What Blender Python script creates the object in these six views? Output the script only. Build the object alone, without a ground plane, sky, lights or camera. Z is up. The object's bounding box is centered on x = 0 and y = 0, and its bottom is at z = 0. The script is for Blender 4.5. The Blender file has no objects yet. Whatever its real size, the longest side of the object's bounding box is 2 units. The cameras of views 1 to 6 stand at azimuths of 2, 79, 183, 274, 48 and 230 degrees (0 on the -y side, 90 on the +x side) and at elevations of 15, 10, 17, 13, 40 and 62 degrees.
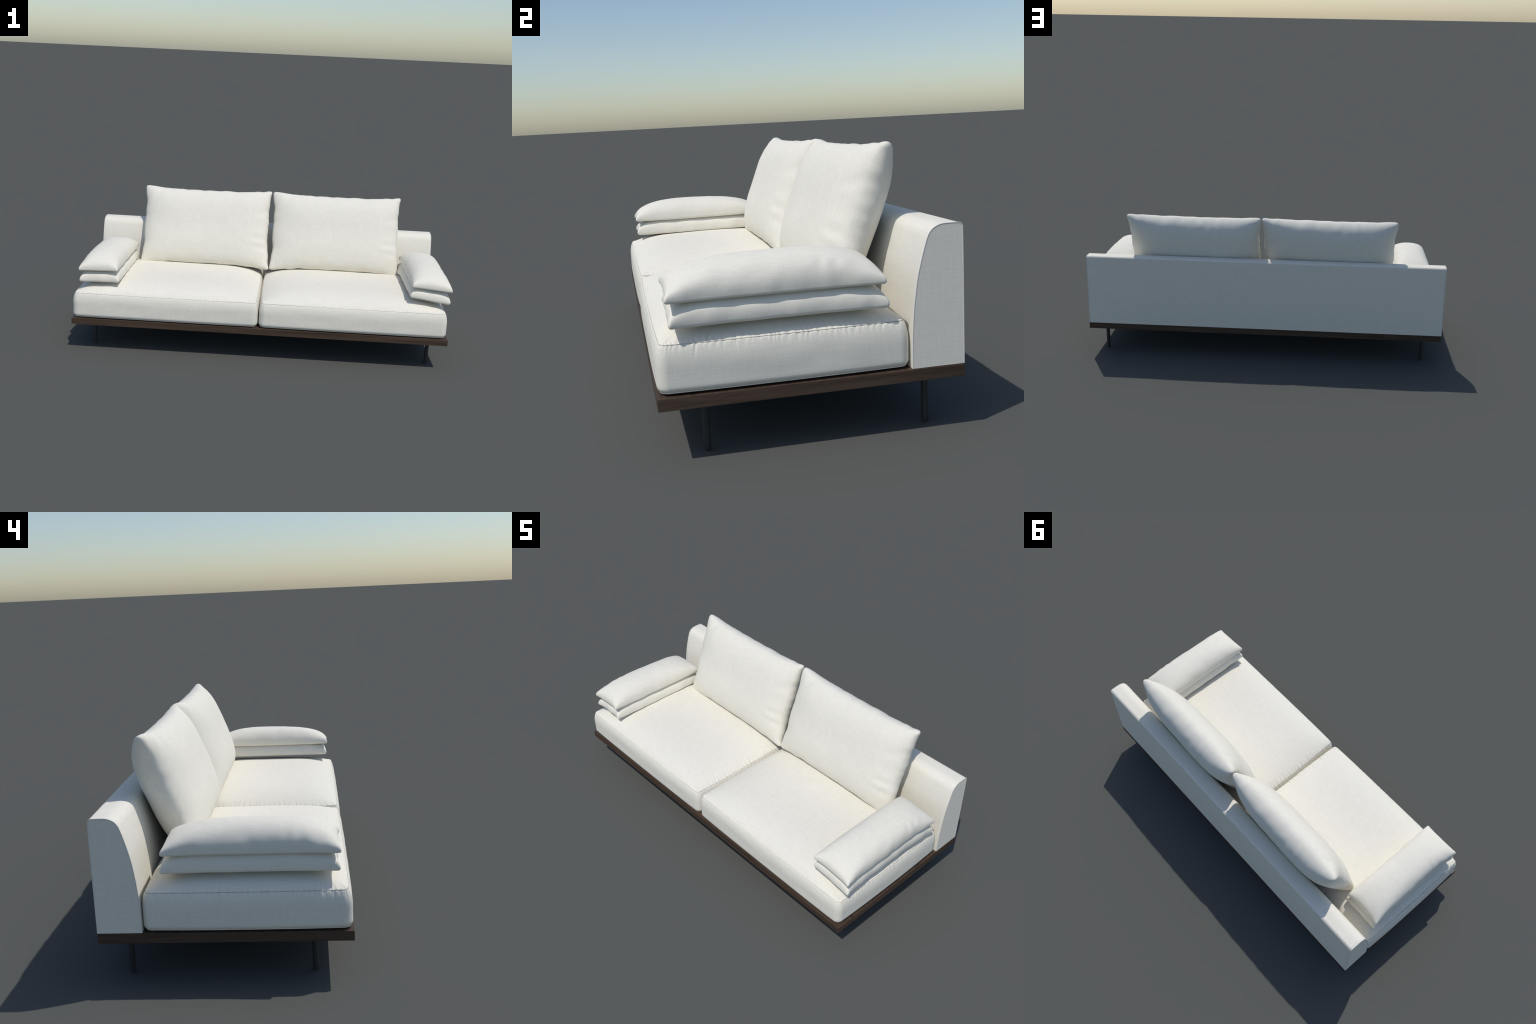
import bpy, bmesh, math, random
import numpy as np
from mathutils import Vector, noise

# ---------------------------------------------------------------- helpers
def new_mesh(name, verts, faces, material, smooth=True, sharp_angle=None):
    me = bpy.data.meshes.new(name)
    me.from_pydata([tuple(v) for v in verts], [], faces)
    me.materials.append(material)
    bm = bmesh.new()
    bm.from_mesh(me)
    bmesh.ops.recalc_face_normals(bm, faces=bm.faces)
    bm.to_mesh(me)
    bm.free()
    for p in me.polygons:
        p.use_smooth = smooth
    if sharp_angle is not None:
        me.set_sharp_from_angle(angle=sharp_angle)
    return me


def add_object(name, mesh, parent, location=(0, 0, 0), rotation=(0, 0, 0)):
    ob = bpy.data.objects.new(name, mesh)
    bpy.context.collection.objects.link(ob)
    ob.location = location
    ob.rotation_euler = rotation
    ob.parent = parent
    return ob


def tube(points, radius, plane_normal, sides=8, closed=True):
    """Round cord swept along a list of points that lie in one plane."""
    n = len(points)
    verts, faces = [], []
    for i in range(n):
        a = points[(i - 1) % n] if closed or i > 0 else points[i]
        b = points[(i + 1) % n] if closed or i < n - 1 else points[i]
        t = (Vector(b) - Vector(a)).normalized()
        r = t.cross(Vector(plane_normal)).normalized()
        s = r.cross(t)
        for k in range(sides):
            an = 2 * math.pi * k / sides
            verts.append(Vector(points[i]) + radius * (math.cos(an) * r + math.sin(an) * s))
    for i in range(n if closed else n - 1):
        j = (i + 1) % n
        for k in range(sides):
            faces.append((i * sides + k, i * sides + (k + 1) % sides, j * sides + (k + 1) % sides, j * sides + k))
    return verts, faces


def fbm(x, y, z, octaves=3):
    return noise.fractal(Vector((x, y, z)), 1.0, 2.0, octaves)


# ---------------------------------------------------------------- materials
def node(nt, kind, **values):
    n = nt.nodes.new(kind)
    for k, v in values.items():
        if k in n.inputs:
            n.inputs[k].default_value = v
        else:
            setattr(n, k, v)
    return n


def fabric_material(name, light, dark, bump=0.14):
    """Woven linen: threads run as stretched noise along each axis."""
    m = bpy.data.materials.new(name)
    m.use_nodes = True
    nt = m.node_tree
    bsdf = nt.nodes["Principled BSDF"]
    bsdf.inputs["Roughness"].default_value = 0.95
    bsdf.inputs["Specular IOR Level"].default_value = 0.12
    co = nt.nodes.new("ShaderNodeTexCoord")
    total = None
    for scale in ((14, 420, 420), (420, 14, 420), (420, 420, 14)):
        mp = node(nt, "ShaderNodeMapping")
        mp.inputs["Scale"].default_value = scale
        nt.links.new(co.outputs["Object"], mp.inputs["Vector"])
        nz = node(nt, "ShaderNodeTexNoise", Scale=1.0, Detail=3.0, Roughness=0.6)
        nt.links.new(mp.outputs[0], nz.inputs["Vector"])
        if total is None:
            total = nz.outputs["Fac"]
        else:
            ad = node(nt, "ShaderNodeMath", operation="ADD")
            nt.links.new(total, ad.inputs[0])
            nt.links.new(nz.outputs["Fac"], ad.inputs[1])
            total = ad.outputs[0]
    ramp = nt.nodes.new("ShaderNodeMapRange")
    ramp.inputs["From Min"].default_value = 1.25
    ramp.inputs["From Max"].default_value = 1.75
    nt.links.new(total, ramp.inputs["Value"])
    mix = node(nt, "ShaderNodeMix", data_type="RGBA")
    mix.inputs["A"].default_value = (*dark, 1)
    mix.inputs["B"].default_value = (*light, 1)
    mix.inputs[6].default_value = (*dark, 1)
    mix.inputs[7].default_value = (*light, 1)
    nt.links.new(ramp.outputs[0], mix.inputs["Factor"])
    nt.links.new(mix.outputs[2], bsdf.inputs["Base Color"])
    bp = node(nt, "ShaderNodeBump", Strength=bump, Distance=0.0008)
    nt.links.new(total, bp.inputs["Height"])
    nt.links.new(bp.outputs[0], bsdf.inputs["Normal"])
    return m


def wood_material():
    """Dark walnut; the grain lies along the board and turns along the end bands."""
    m = bpy.data.materials.new("dark_walnut")
    m.use_nodes = True
    nt = m.node_tree
    bsdf = nt.nodes["Principled BSDF"]
    bsdf.inputs["Roughness"].default_value = 0.5
    bsdf.inputs["Specular IOR Level"].default_value = 0.35
    co = nt.nodes.new("ShaderNodeTexCoord")
    geo = nt.nodes.new("ShaderNodeNewGeometry")
    sep = nt.nodes.new("ShaderNodeSeparateXYZ")
    nt.links.new(geo.outputs["Normal"], sep.inputs[0])
    ab = node(nt, "ShaderNodeMath", operation="ABSOLUTE")
    nt.links.new(sep.outputs["X"], ab.inputs[0])
    gt = node(nt, "ShaderNodeMath", operation="GREATER_THAN")
    gt.inputs[1].default_value = 0.7
    nt.links.new(ab.outputs[0], gt.inputs[0])
    maps = []
    for scale in ((2.2, 60, 60), (60, 3.5, 60)):
        mp = node(nt, "ShaderNodeMapping")
        mp.inputs["Scale"].default_value = scale
        nt.links.new(co.outputs["Object"], mp.inputs["Vector"])
        maps.append(mp)
    vm = node(nt, "ShaderNodeMix", data_type="VECTOR")
    nt.links.new(gt.outputs[0], vm.inputs[0])
    nt.links.new(maps[0].outputs[0], vm.inputs[4])
    nt.links.new(maps[1].outputs[0], vm.inputs[5])
    nz = node(nt, "ShaderNodeTexNoise", Scale=1.0, Detail=6.0, Roughness=0.65, Distortion=0.6)
    nt.links.new(vm.outputs[1], nz.inputs["Vector"])
    fine = node(nt, "ShaderNodeTexNoise", Scale=6.0, Detail=3.0, Roughness=0.6)
    nt.links.new(vm.outputs[1], fine.inputs["Vector"])
    add = node(nt, "ShaderNodeMath", operation="MULTIPLY_ADD")
    nt.links.new(fine.outputs["Fac"], add.inputs[0])
    add.inputs[1].default_value = 0.35
    nt.links.new(nz.outputs["Fac"], add.inputs[2])
    ramp = nt.nodes.new("ShaderNodeValToRGB")
    el = ramp.color_ramp.elements
    el[0].position, el[0].color = 0.45, WOOD_DARK
    el[1].position, el[1].color = 0.92, WOOD_LIGHT
    mid = ramp.color_ramp.elements.new(0.66)
    mid.color = WOOD_MID
    nt.links.new(add.outputs[0], ramp.inputs[0])
    nt.links.new(ramp.outputs[0], bsdf.inputs["Base Color"])
    bp = node(nt, "ShaderNodeBump", Strength=0.15, Distance=0.0006)
    nt.links.new(add.outputs[0], bp.inputs["Height"])
    nt.links.new(bp.outputs[0], bsdf.inputs["Normal"])
    return m


def metal_material():
    m = bpy.data.materials.new("blackened_metal")
    m.use_nodes = True
    nt = m.node_tree
    bsdf = nt.nodes["Principled BSDF"]
    bsdf.inputs["Roughness"].default_value = 0.45
    co = nt.nodes.new("ShaderNodeTexCoord")
    nz = node(nt, "ShaderNodeTexNoise", Scale=60.0, Detail=3.0)
    nt.links.new(co.outputs["Object"], nz.inputs["Vector"])
    ramp = nt.nodes.new("ShaderNodeValToRGB")
    ramp.color_ramp.elements[0].color = (0.020, 0.021, 0.022, 1)
    ramp.color_ramp.elements[1].color = (0.034, 0.035, 0.036, 1)
    nt.links.new(nz.outputs["Fac"], ramp.inputs[0])
    nt.links.new(ramp.outputs[0], bsdf.inputs["Base Color"])
    return m


WOOD_DARK = (0.036, 0.0225, 0.0145, 1)
WOOD_MID = (0.067, 0.042, 0.028, 1)
WOOD_LIGHT = (0.102, 0.066, 0.044, 1)
LINEN = fabric_material("white_linen", (0.852, 0.815, 0.715), (0.765, 0.730, 0.638))
PIPING = fabric_material("piping_linen", (0.74, 0.72, 0.68), (0.64, 0.62, 0.58))
STITCH = fabric_material("stitched_seam", (0.58, 0.555, 0.50), (0.50, 0.48, 0.43), bump=0.0)
WOOD = wood_material()
METAL = metal_material()

# ---------------------------------------------------------------- the sofa
sofa = bpy.data.objects.new("sofa", None)
bpy.context.collection.objects.link(sofa)
sofa["label"] = "low white linen sofa with loose cushions on dark wooden platform"
sofa["category"] = "sofa"

BASE_X, BASE_Y, BASE_BOTTOM, BASE_TOP = 0.9945, 0.4215, 0.150, 0.184

# --- wooden platform
def beveled_box(name, sx, sy, sz, bevel, material):
    bm = bmesh.new()
    bmesh.ops.create_cube(bm, size=1.0)
    bmesh.ops.scale(bm, vec=(sx, sy, sz), verts=bm.verts)
    bmesh.ops.bevel(bm, geom=bm.edges[:], offset=bevel, segments=2, affect='EDGES', profile=0.5)
    me = bpy.data.meshes.new(name)
    bm.to_mesh(me)
    bm.free()
    me.materials.append(material)
    return me

add_object("platform", beveled_box("platform", 2 * BASE_X, 2 * BASE_Y, BASE_TOP - BASE_BOTTOM, 0.0008, WOOD), sofa,
           (0, 0, (BASE_TOP + BASE_BOTTOM) / 2))

# --- legs
def leg_mesh(radius, height):
    rings = [(0.0, 0.0), (radius * 0.86, 0.0), (radius, 0.0015), (radius, height), (0.0, height)]
    n, verts, faces = 32, [], []
    for r, z in rings:
        for k in range(n):
            a = 2 * math.pi * k / n
            verts.append((r * math.cos(a), r * math.sin(a), z))
    for i in range(len(rings) - 1):
        for k in range(n):
            faces.append((i * n + k, i * n + (k + 1) % n, (i + 1) * n + (k + 1) % n, (i + 1) * n + k))
    me = new_mesh("leg", verts, faces, METAL, sharp_angle=math.radians(40))
    bm = bmesh.new()
    bm.from_mesh(me)
    bmesh.ops.remove_doubles(bm, verts=bm.verts, dist=1e-6)
    bm.to_mesh(me)
    bm.free()
    return me

leg = leg_mesh(0.0098, BASE_BOTTOM + 0.002)
for x in (-0.898, 0.914):
    for y in (-0.293, 0.335):
        add_object("leg", leg, sofa, (x, y, 0))

# --- backrest: one profile (y, z) extruded along the sofa, end panels edged with piping
def catmull(points, per):
    out = []
    for i in range(len(points) - 1):
        p0 = points[max(i - 1, 0)]; p1 = points[i]; p2 = points[i + 1]; p3 = points[min(i + 2, len(points) - 1)]
        for k in range(per):
            t = k / per
            out.append(tuple(0.5 * ((2 * b) + (c - a) * t + (2 * a - 5 * b + 4 * c - d) * t * t + (3 * b - a - 3 * c + d) * t ** 3)
                             for a, b, c, d in zip(p0, p1, p2, p3)))
    out.append(points[-1])
    return out

front = catmull([(0.272, 0.1845), (0.273, 0.260), (0.276, 0.325), (0.282, 0.383), (0.291, 0.441), (0.305, 0.498),
                 (0.3165, 0.536), (0.324, 0.554), (0.335, 0.567), (0.349, 0.5745), (0.364, 0.578), (0.385, 0.5785), (0.408, 0.578)], 5)
rear = catmull([(0.414, 0.5765), (0.4185, 0.571), (0.420, 0.560), (0.421, 0.45), (0.421, 0.32), (0.421, 0.1845)], 4)
profile = front + rear
END_L, END_R = -0.9935, 0.9925
stations = [END_L, END_L + 0.002] + list(np.linspace(END_L + 0.02, END_R - 0.02, 120)) + [END_R - 0.002, END_R]
cy = sum(p[0] for p in profile) / len(profile)
verts, faces = [], []
n = len(profile)
for i, x in enumerate(stations):
    shrink = 0.0016 if i in (0, len(stations) - 1) else 0.0
    for y, z in profile:
        dy, dz = 0.346 - y, 0.38 - z
        l = math.hypot(dy, dz)
        verts.append((x, y + shrink * dy / l, max(z + shrink * dz / l, 0.1845)))
for i in range(len(stations) - 1):
    for k in range(n):
        faces.append((i * n + k, i * n + (k + 1) % n, (i + 1) * n + (k + 1) % n, (i + 1) * n + k))
faces.append(tuple(range(n)))
faces.append(tuple((len(stations) - 1) * n + k for k in range(n)))
backrest = add_object("backrest", new_mesh("backrest", verts, faces, LINEN, sharp_angle=math.radians(50)), sofa)
cord = [(0.0, y, max(z, 0.1865)) for y, z in profile]
tv, tf = tube(cord, 0.0013, (1, 0, 0), closed=False)
cord_mesh = new_mesh("piping", tv, tf, PIPING)
for x in (END_L + 0.0004, END_R - 0.0004):
    add_object("piping", cord_mesh, backrest, (x, 0, 0))

# --- seat cushions: rounded-box loft, crowned top, puckered seam
SEAT_W, SEAT_D = 0.984, 0.689          # outer size at the corners of the fattest ring
SIDE_BOW, FRONT_BOW = 0.006, 0.004
SEAT_BOTTOM, SEAM_Z, CROWN = 0.1865, 0.3185, 0.057

def rounded_rectangle(w, d, r, step):
    """Evenly spaced outline points with outward normals and arc position."""
    pts = []
    hw, hd = w / 2 - r, d / 2 - r
    for cx, cyy, a0, length, direction in ((hw, hd, 0, None, None), (-hw, hd, 90, None, None), (-hw, -hd, 180, None, None), (hw, -hd, 270, None, None)):
        m = max(6, int(r * math.pi / 2 / step))
        for k in range(m + 1):
            a = math.radians(a0 + 90 * k / m)
            pts.append((cx + r * math.cos(a), cyy + r * math.sin(a)))
    dense = []
    for i in range(len(pts)):
        a, b = np.array(pts[i]), np.array(pts[(i + 1) % len(pts)])
        m = max(1, int(np.linalg.norm(b - a) / step))
        dense += [a + (b - a) * k / m for k in range(m)]
    dense = np.array(dense)
    # the stuffing bows the four sides outwards between the corners
    bow_x = 1 - np.clip(np.abs(dense[:, 1]) / (d / 2), 0, 1) ** 2.5
    bow_y = 1 - np.clip(np.abs(dense[:, 0]) / (w / 2), 0, 1) ** 4
    dense = dense + np.column_stack([SIDE_BOW * np.sign(dense[:, 0]) * bow_x * (np.abs(dense[:, 0]) / (w / 2)) ** 8,
                                     FRONT_BOW * np.sign(dense[:, 1]) * bow_y * (np.abs(dense[:, 1]) / (d / 2)) ** 8])
    t = np.roll(dense, -1, 0) - np.roll(dense, 1, 0)
    nrm = np.stack([t[:, 1], -t[:, 0]], 1)
    nrm /= np.linalg.norm(nrm, axis=1)[:, None]
    seg = np.linalg.norm(np.roll(dense, -1, 0) - dense, axis=1)
    arc = np.concatenate([[0], np.cumsum(seg)[:-1]])
    return dense, nrm, arc, seg.sum()


def seat_crown(px, py):
    s = np.clip(np.abs(px) / (SEAT_W / 2 - 0.010), 0, 1)
    t = np.clip(np.abs(py) / (SEAT_D / 2 - 0.010), 0, 1)
    return CROWN * (1 - s ** 4.8) ** 0.8 * (1 - t ** 4.8) ** 0.8


def seat_mesh(seed):
    rng = np.random.default_rng(seed)
    outline, nrm, arc, total = rounded_rectangle(SEAT_W, SEAT_D, 0.030, 0.0020)
    # puckers: short pinched folds crossing the seam, denser and deeper on the two ends
    count = 250
    centres = (np.arange(count) + rng.uniform(-0.45, 0.45, count)) * total / count
    widths = rng.uniform(0.0024, 0.0048, count)
    below = rng.uniform(0.005, 0.014, count) * np.where(rng.random(count) < 0.15, 2.0, 1)
    above = rng.uniform(0.009, 0.022, count)
    depth = rng.uniform(0.3, 1.0, count) * 0.0040
    end_face = np.clip(np.abs(nrm[:, 0]) * 1.0 + 0.5 * np.abs(nrm[:, 1]), 0, 1)
    gap = np.abs((arc[:, None] - centres[None] + total / 2) % total - total / 2)
    lean = rng.uniform(-0.25, 0.25, count)

    def pucker(dist, lengths):
        dist = np.maximum(np.broadcast_to(dist, arc.shape), 0.0)[:, None]
        shift = np.abs(((arc[:, None] - centres[None] - lean[None] * dist) + total / 2) % total - total / 2)
        return -(depth[None] * np.exp(-(shift / widths[None]) ** 2) * np.exp(-(dist / lengths[None]) ** 1.6)).sum(1) * end_face

    rings = []
    def ring(inset, z, extra=0.0, lift=0.0):
        p = outline - nrm * np.reshape(inset - extra, (-1, 1))
        rings.append(np.column_stack([p, np.full(len(p), z) + lift]))
    # underside and rounded lower edge
    for f in (0.0, 0.5, 0.9):
        rings.append(np.column_stack([outline * f * 0.95, np.full(len(outline), SEAT_BOTTOM + 0.001)]))
    for a in np.linspace(0, 90, 9):
        ring(0.026 * (1 - math.sin(math.radians(a))) , SEAT_BOTTOM + 0.022 * (1 - math.cos(math.radians(a))))
    # lower seam: a thin raised welt ring
    # side wall, slightly bulged, drawn in towards the top seam
    for z in np.linspace(SEAT_BOTTOM + 0.030, SEAM_Z - 0.0022, 30):
        f = (z - SEAT_BOTTOM - 0.022) / (SEAM_Z - SEAT_BOTTOM - 0.022)
        inset = 0.0112 * max(0.0, (f - 0.40) / 0.60) ** 2.6
        wob = np.array([0.0016 * noise.noise(Vector((p[0] * 9, p[1] * 9, z * 14 + seed))) for p in outline])
        ring(inset, z, extra=wob * math.sin(math.pi * min(max(f, 0), 1)) + 0.8 * pucker(SEAM_Z - z, below))
    p0 = pucker(0.0, above) * 0.4
    ring(0.0118, SEAM_Z - 0.0010, extra=p0)
    ring(0.0134, SEAM_Z - 0.0002, extra=p0)          # seam groove
    ring(0.0130, SEAM_Z + 0.0012, extra=p0)
    # crowned top: offset rings inside the corner radius, then rings shrinking to the middle
    for d in np.linspace(0.0138, 0.028, 8):
        p = outline - nrm * d
        rings.append(np.column_stack([p, SEAM_Z + 0.0018 + seat_crown(p[:, 0], p[:, 1]) + pucker(d - 0.013, above)]))
    base = rings[-1][:, :2].copy()
    for f in np.concatenate([np.linspace(0.99, 0.80, 18), np.linspace(0.77, 0.0, 20)]):
        p = base * f
        away = 0.015 + np.minimum(SEAT_W / 2 - np.abs(p[:, 0]), SEAT_D / 2 - np.abs(p[:, 1])) - 0.028
        rings.append(np.column_stack([p, SEAM_Z + 0.0018 + seat_crown(p[:, 0], p[:, 1]) + pucker(away, above)]))
    n = len(outline)
    verts = np.concatenate(rings)
    # gentle unevenness of the stuffing on the top
    for v in verts:
        if v[2] > SEAM_Z + 0.02:
            v[2] += 0.0022 * fbm(v[0] * 4.5 + seed, v[1] * 4.5, 1.7, 2)
    faces = []
    for i in range(len(rings) - 1):
        for k in range(n):
            faces.append((i * n + k, i * n + (k + 1) % n, (i + 1) * n + (k + 1) % n, (i + 1) * n + k))
    me = new_mesh("seat_cushion", verts, faces, LINEN)
    bm = bmesh.new()
    bm.from_mesh(me)
    bmesh.ops.remove_doubles(bm, verts=bm.verts, dist=2e-5)
    bmesh.ops.recalc_face_normals(bm, faces=bm.faces)
    bm.to_mesh(me)
    bm.free()
    top_seam = [(*(o - m * 0.0126), SEAM_Z + 0.0002) for o, m in zip(outline[::2], nrm[::2])]
    low_seam = [(*(o - m * 0.0078), SEAT_BOTTOM + 0.0056) for o, m in zip(outline[::2], nrm[::2])]
    return me, top_seam, low_seam


seat, top_seam, low_seam = seat_mesh(5)
tv, tf = tube(top_seam, 0.0008, (0, 0, 1), sides=6)
stitch_mesh = new_mesh("seam", tv, tf, STITCH)
tv, tf = tube(low_seam, 0.0013, (0, 0, 1), sides=6)
welt_mesh = new_mesh("piping", tv, tf, LINEN)
SEAT_Y = -0.0735
for x in (-0.4990, 0.4930):
    c = add_object("seat_cushion", seat, sofa, (x, SEAT_Y, 0))
    add_object("seam", stitch_mesh, c)
    add_object("piping", welt_mesh, c)

# --- loose pillows
def pillow_mesh(name, width, height, front, rear, px, py, power, inset, seed, wrinkle, pucker, edge_noise, corner=0.02, res=(150, 130), rim=0.01, ear=4.0, skew=(0.0, 0.0), skew_u=(0.0, 0.0), inner_share=1.0, folds=()):
    """Two bulged faces joined on one seam. px, py square up the bulge, inset draws the seam in between the corners."""
    rng = random.Random(seed)
    nu, nv = res
    us = [math.sin(math.pi / 2 * (-1 + 2 * i / nu)) for i in range(nu + 1)]
    vs = [math.sin(math.pi / 2 * (-1 + 2 * j / nv)) for j in range(nv + 1)]
    verts, faces, index = [], [], {}

    def plan(u, v):
        x = u * width / 2
        y = v * height / 2
        # rounded corner tips: the square tip is squeezed into a quarter circle
        a = 1 - (width / 2 - abs(x)) / corner
        b = 1 - (height / 2 - abs(y)) / corner
        if a > 0 and b > 0:
            f = max(a, b) / math.hypot(a, b)
            x = math.copysign(width / 2 - corner * (1 - a * f), x)
            y = math.copysign(height / 2 - corner * (1 - b * f), y)
        # the seam is drawn in between the corners, which stay out as ears
        x *= 1 - (inset[0] if u > 0 else inset[0] * inner_share) * (1 - abs(v) ** ear)
        y *= 1 - inset[1] * (1 - abs(u) ** ear)
        ex = abs(u) ** 10
        ey = abs(v) ** 10
        x += ex * edge_noise * fbm(u * 3 + seed, y * 14, 0.3, 2)
        y += ey * edge_noise * fbm(x * 13, v * 3 + seed, 4.1, 2)
        return x, y

    for side, T in ((1, front), (-1, rear)):
        for i, u in enumerate(us):
            for j, v in enumerate(vs):
                border = i in (0, nu) or j in (0, nv)
                if border and side == -1:
                    index[(side, i, j)] = index[(1, i, j)]
                    continue
                x, y = plan(u, v)
                fu = max(0.0, 1 - abs(u) ** px) ** power
                fv = max(0.0, 1 - abs(v) ** py) ** power
                h = fu * fv
                w = T * h * (1 + skew[0 if side == 1 else 1] * v + skew_u[0 if side == 1 else 1] * u)
                if not border:
                    amp = min(1.0, h * 1.6)
                    w += wrinkle * amp * fbm(x * 7 + seed * 3.1, y * 7, side * 2.0, 3) * min(1, T / 0.05)
                    # folds running away from the seam, strongest close to it
                    du = (1 - abs(u)) * width / 2
                    dv = (1 - abs(v)) * height / 2
                    pu = fbm(x * 6, y * 15 + seed, side * 3.0, 2) * math.exp(-du / 0.055) * (1 - math.exp(-du / 0.008))
                    pv = fbm(x * 15 + seed, y * 6, side * 3.0 + 9, 2) * math.exp(-dv / 0.055) * (1 - math.exp(-dv / 0.008))
                    w += pucker * (pu + pv) * min(1, T / 0.05)
                # a few single creases: (face, u, v, spread u, spread v, direction, spacing, depth)
                for face, fu0, fv0, su, sv, turn, spacing, deep in folds:
                    if face == side and not border:
                        g = math.exp(-((u - fu0) / su) ** 2 - ((v - fv0) / sv) ** 2)
                        bend = 0.012 * fbm(x * 9, y * 9, seed, 2)
                        w += deep * g * math.sin(2 * math.pi * (x * math.cos(turn) + y * math.sin(turn) + bend) / spacing)
                # rounded rim: the cloth turns over the seam with a small radius
                near = min((1 - abs(u)) * width / 2, (1 - abs(v)) * height / 2)
                edge = rim if near >= rim else math.sqrt(max(0.0, rim * rim - (rim - near) ** 2))
                edge = min(edge, T)
                w = math.sqrt(max(w, 0.0) ** 2 + edge ** 2) * side
                index[(side, i, j)] = len(verts)
                verts.append((x, y, w))
        for i in range(nu):
            for j in range(nv):
                q = (index[(side, i, j)], index[(side, i + 1, j)], index[(side, i + 1, j + 1)], index[(side, i, j + 1)])
                faces.append(q)
    return new_mesh(name, verts, faces, LINEN)


# back cushions lean against the backrest (local x: width, local y: height, local z: towards the seat)
back = pillow_mesh("back_cushion", 0.764, 0.472, 0.084, 0.104, 4.2, 3.2, 0.52, (0.040, 0.072), 11, 0.0018, 0.0032, 0.005, corner=0.020, rim=0.013, ear=3.5, skew=(0.0, 0.06), skew_u=(0.03, -0.09),
                   folds=((-1, -0.40, 0.72, 0.16, 0.16, 0.5, 0.050, 0.0028), (-1, -0.10, 0.82, 0.22, 0.12, 0.1, 0.090, 0.0030),
                          (1, 0.86, -0.35, 0.14, 0.22, 1.45, 0.060, 0.0022), (1, 0.88, 0.35, 0.10, 0.2, 1.7, 0.075, 0.0014),
                          (1, -0.75, 0.84, 0.14, 0.14, 2.5, 0.060, 0.0025)))
for x in (-0.354, 0.408):
    add_object("back_cushion", back, sofa, (x, 0.215, 0.575), (math.radians(90 - 20.5), 0, 0))

# arm cushions: a plump one resting on a flat one, on each end of the seat
upper = pillow_mesh("arm_cushion", 0.210, 0.592, 0.082, 0.012, 2.4, 3.0, 0.42, (0.10, 0.025), 23, 0.002, 0.003, 0.003, corner=0.010, res=(90, 160), rim=0.008, ear=3.0, skew=(0.06, 0.0), inner_share=0.1,
                    folds=((1, 0.82, 0.50, 0.16, 0.16, 1.1, 0.050, 0.0022), (1, 0.80, -0.2, 0.2, 0.3, 1.4, 0.110, 0.0014)))
lower = pillow_mesh("arm_cushion", 0.214, 0.594, 0.056, 0.010, 4.5, 9.0, 0.50, (0.10, 0.02), 31, 0.0015, 0.0012, 0.004, corner=0.010, res=(90, 160), rim=0.010, ear=3.0, inner_share=0.1)
for x, tilt_up, tilt_low, xl, turn in ((0.896, 5.0, 8.0, 0.890, 0.0), (-0.860, 1.5, 1.0, -0.856, math.pi)):
    add_object("arm_cushion", upper, sofa, (x, -0.092, 0.446), (0, math.radians(tilt_up), turn))
    add_object("arm_cushion", lower, sofa, (xl, -0.086, 0.386), (0, math.radians(tilt_low), turn))
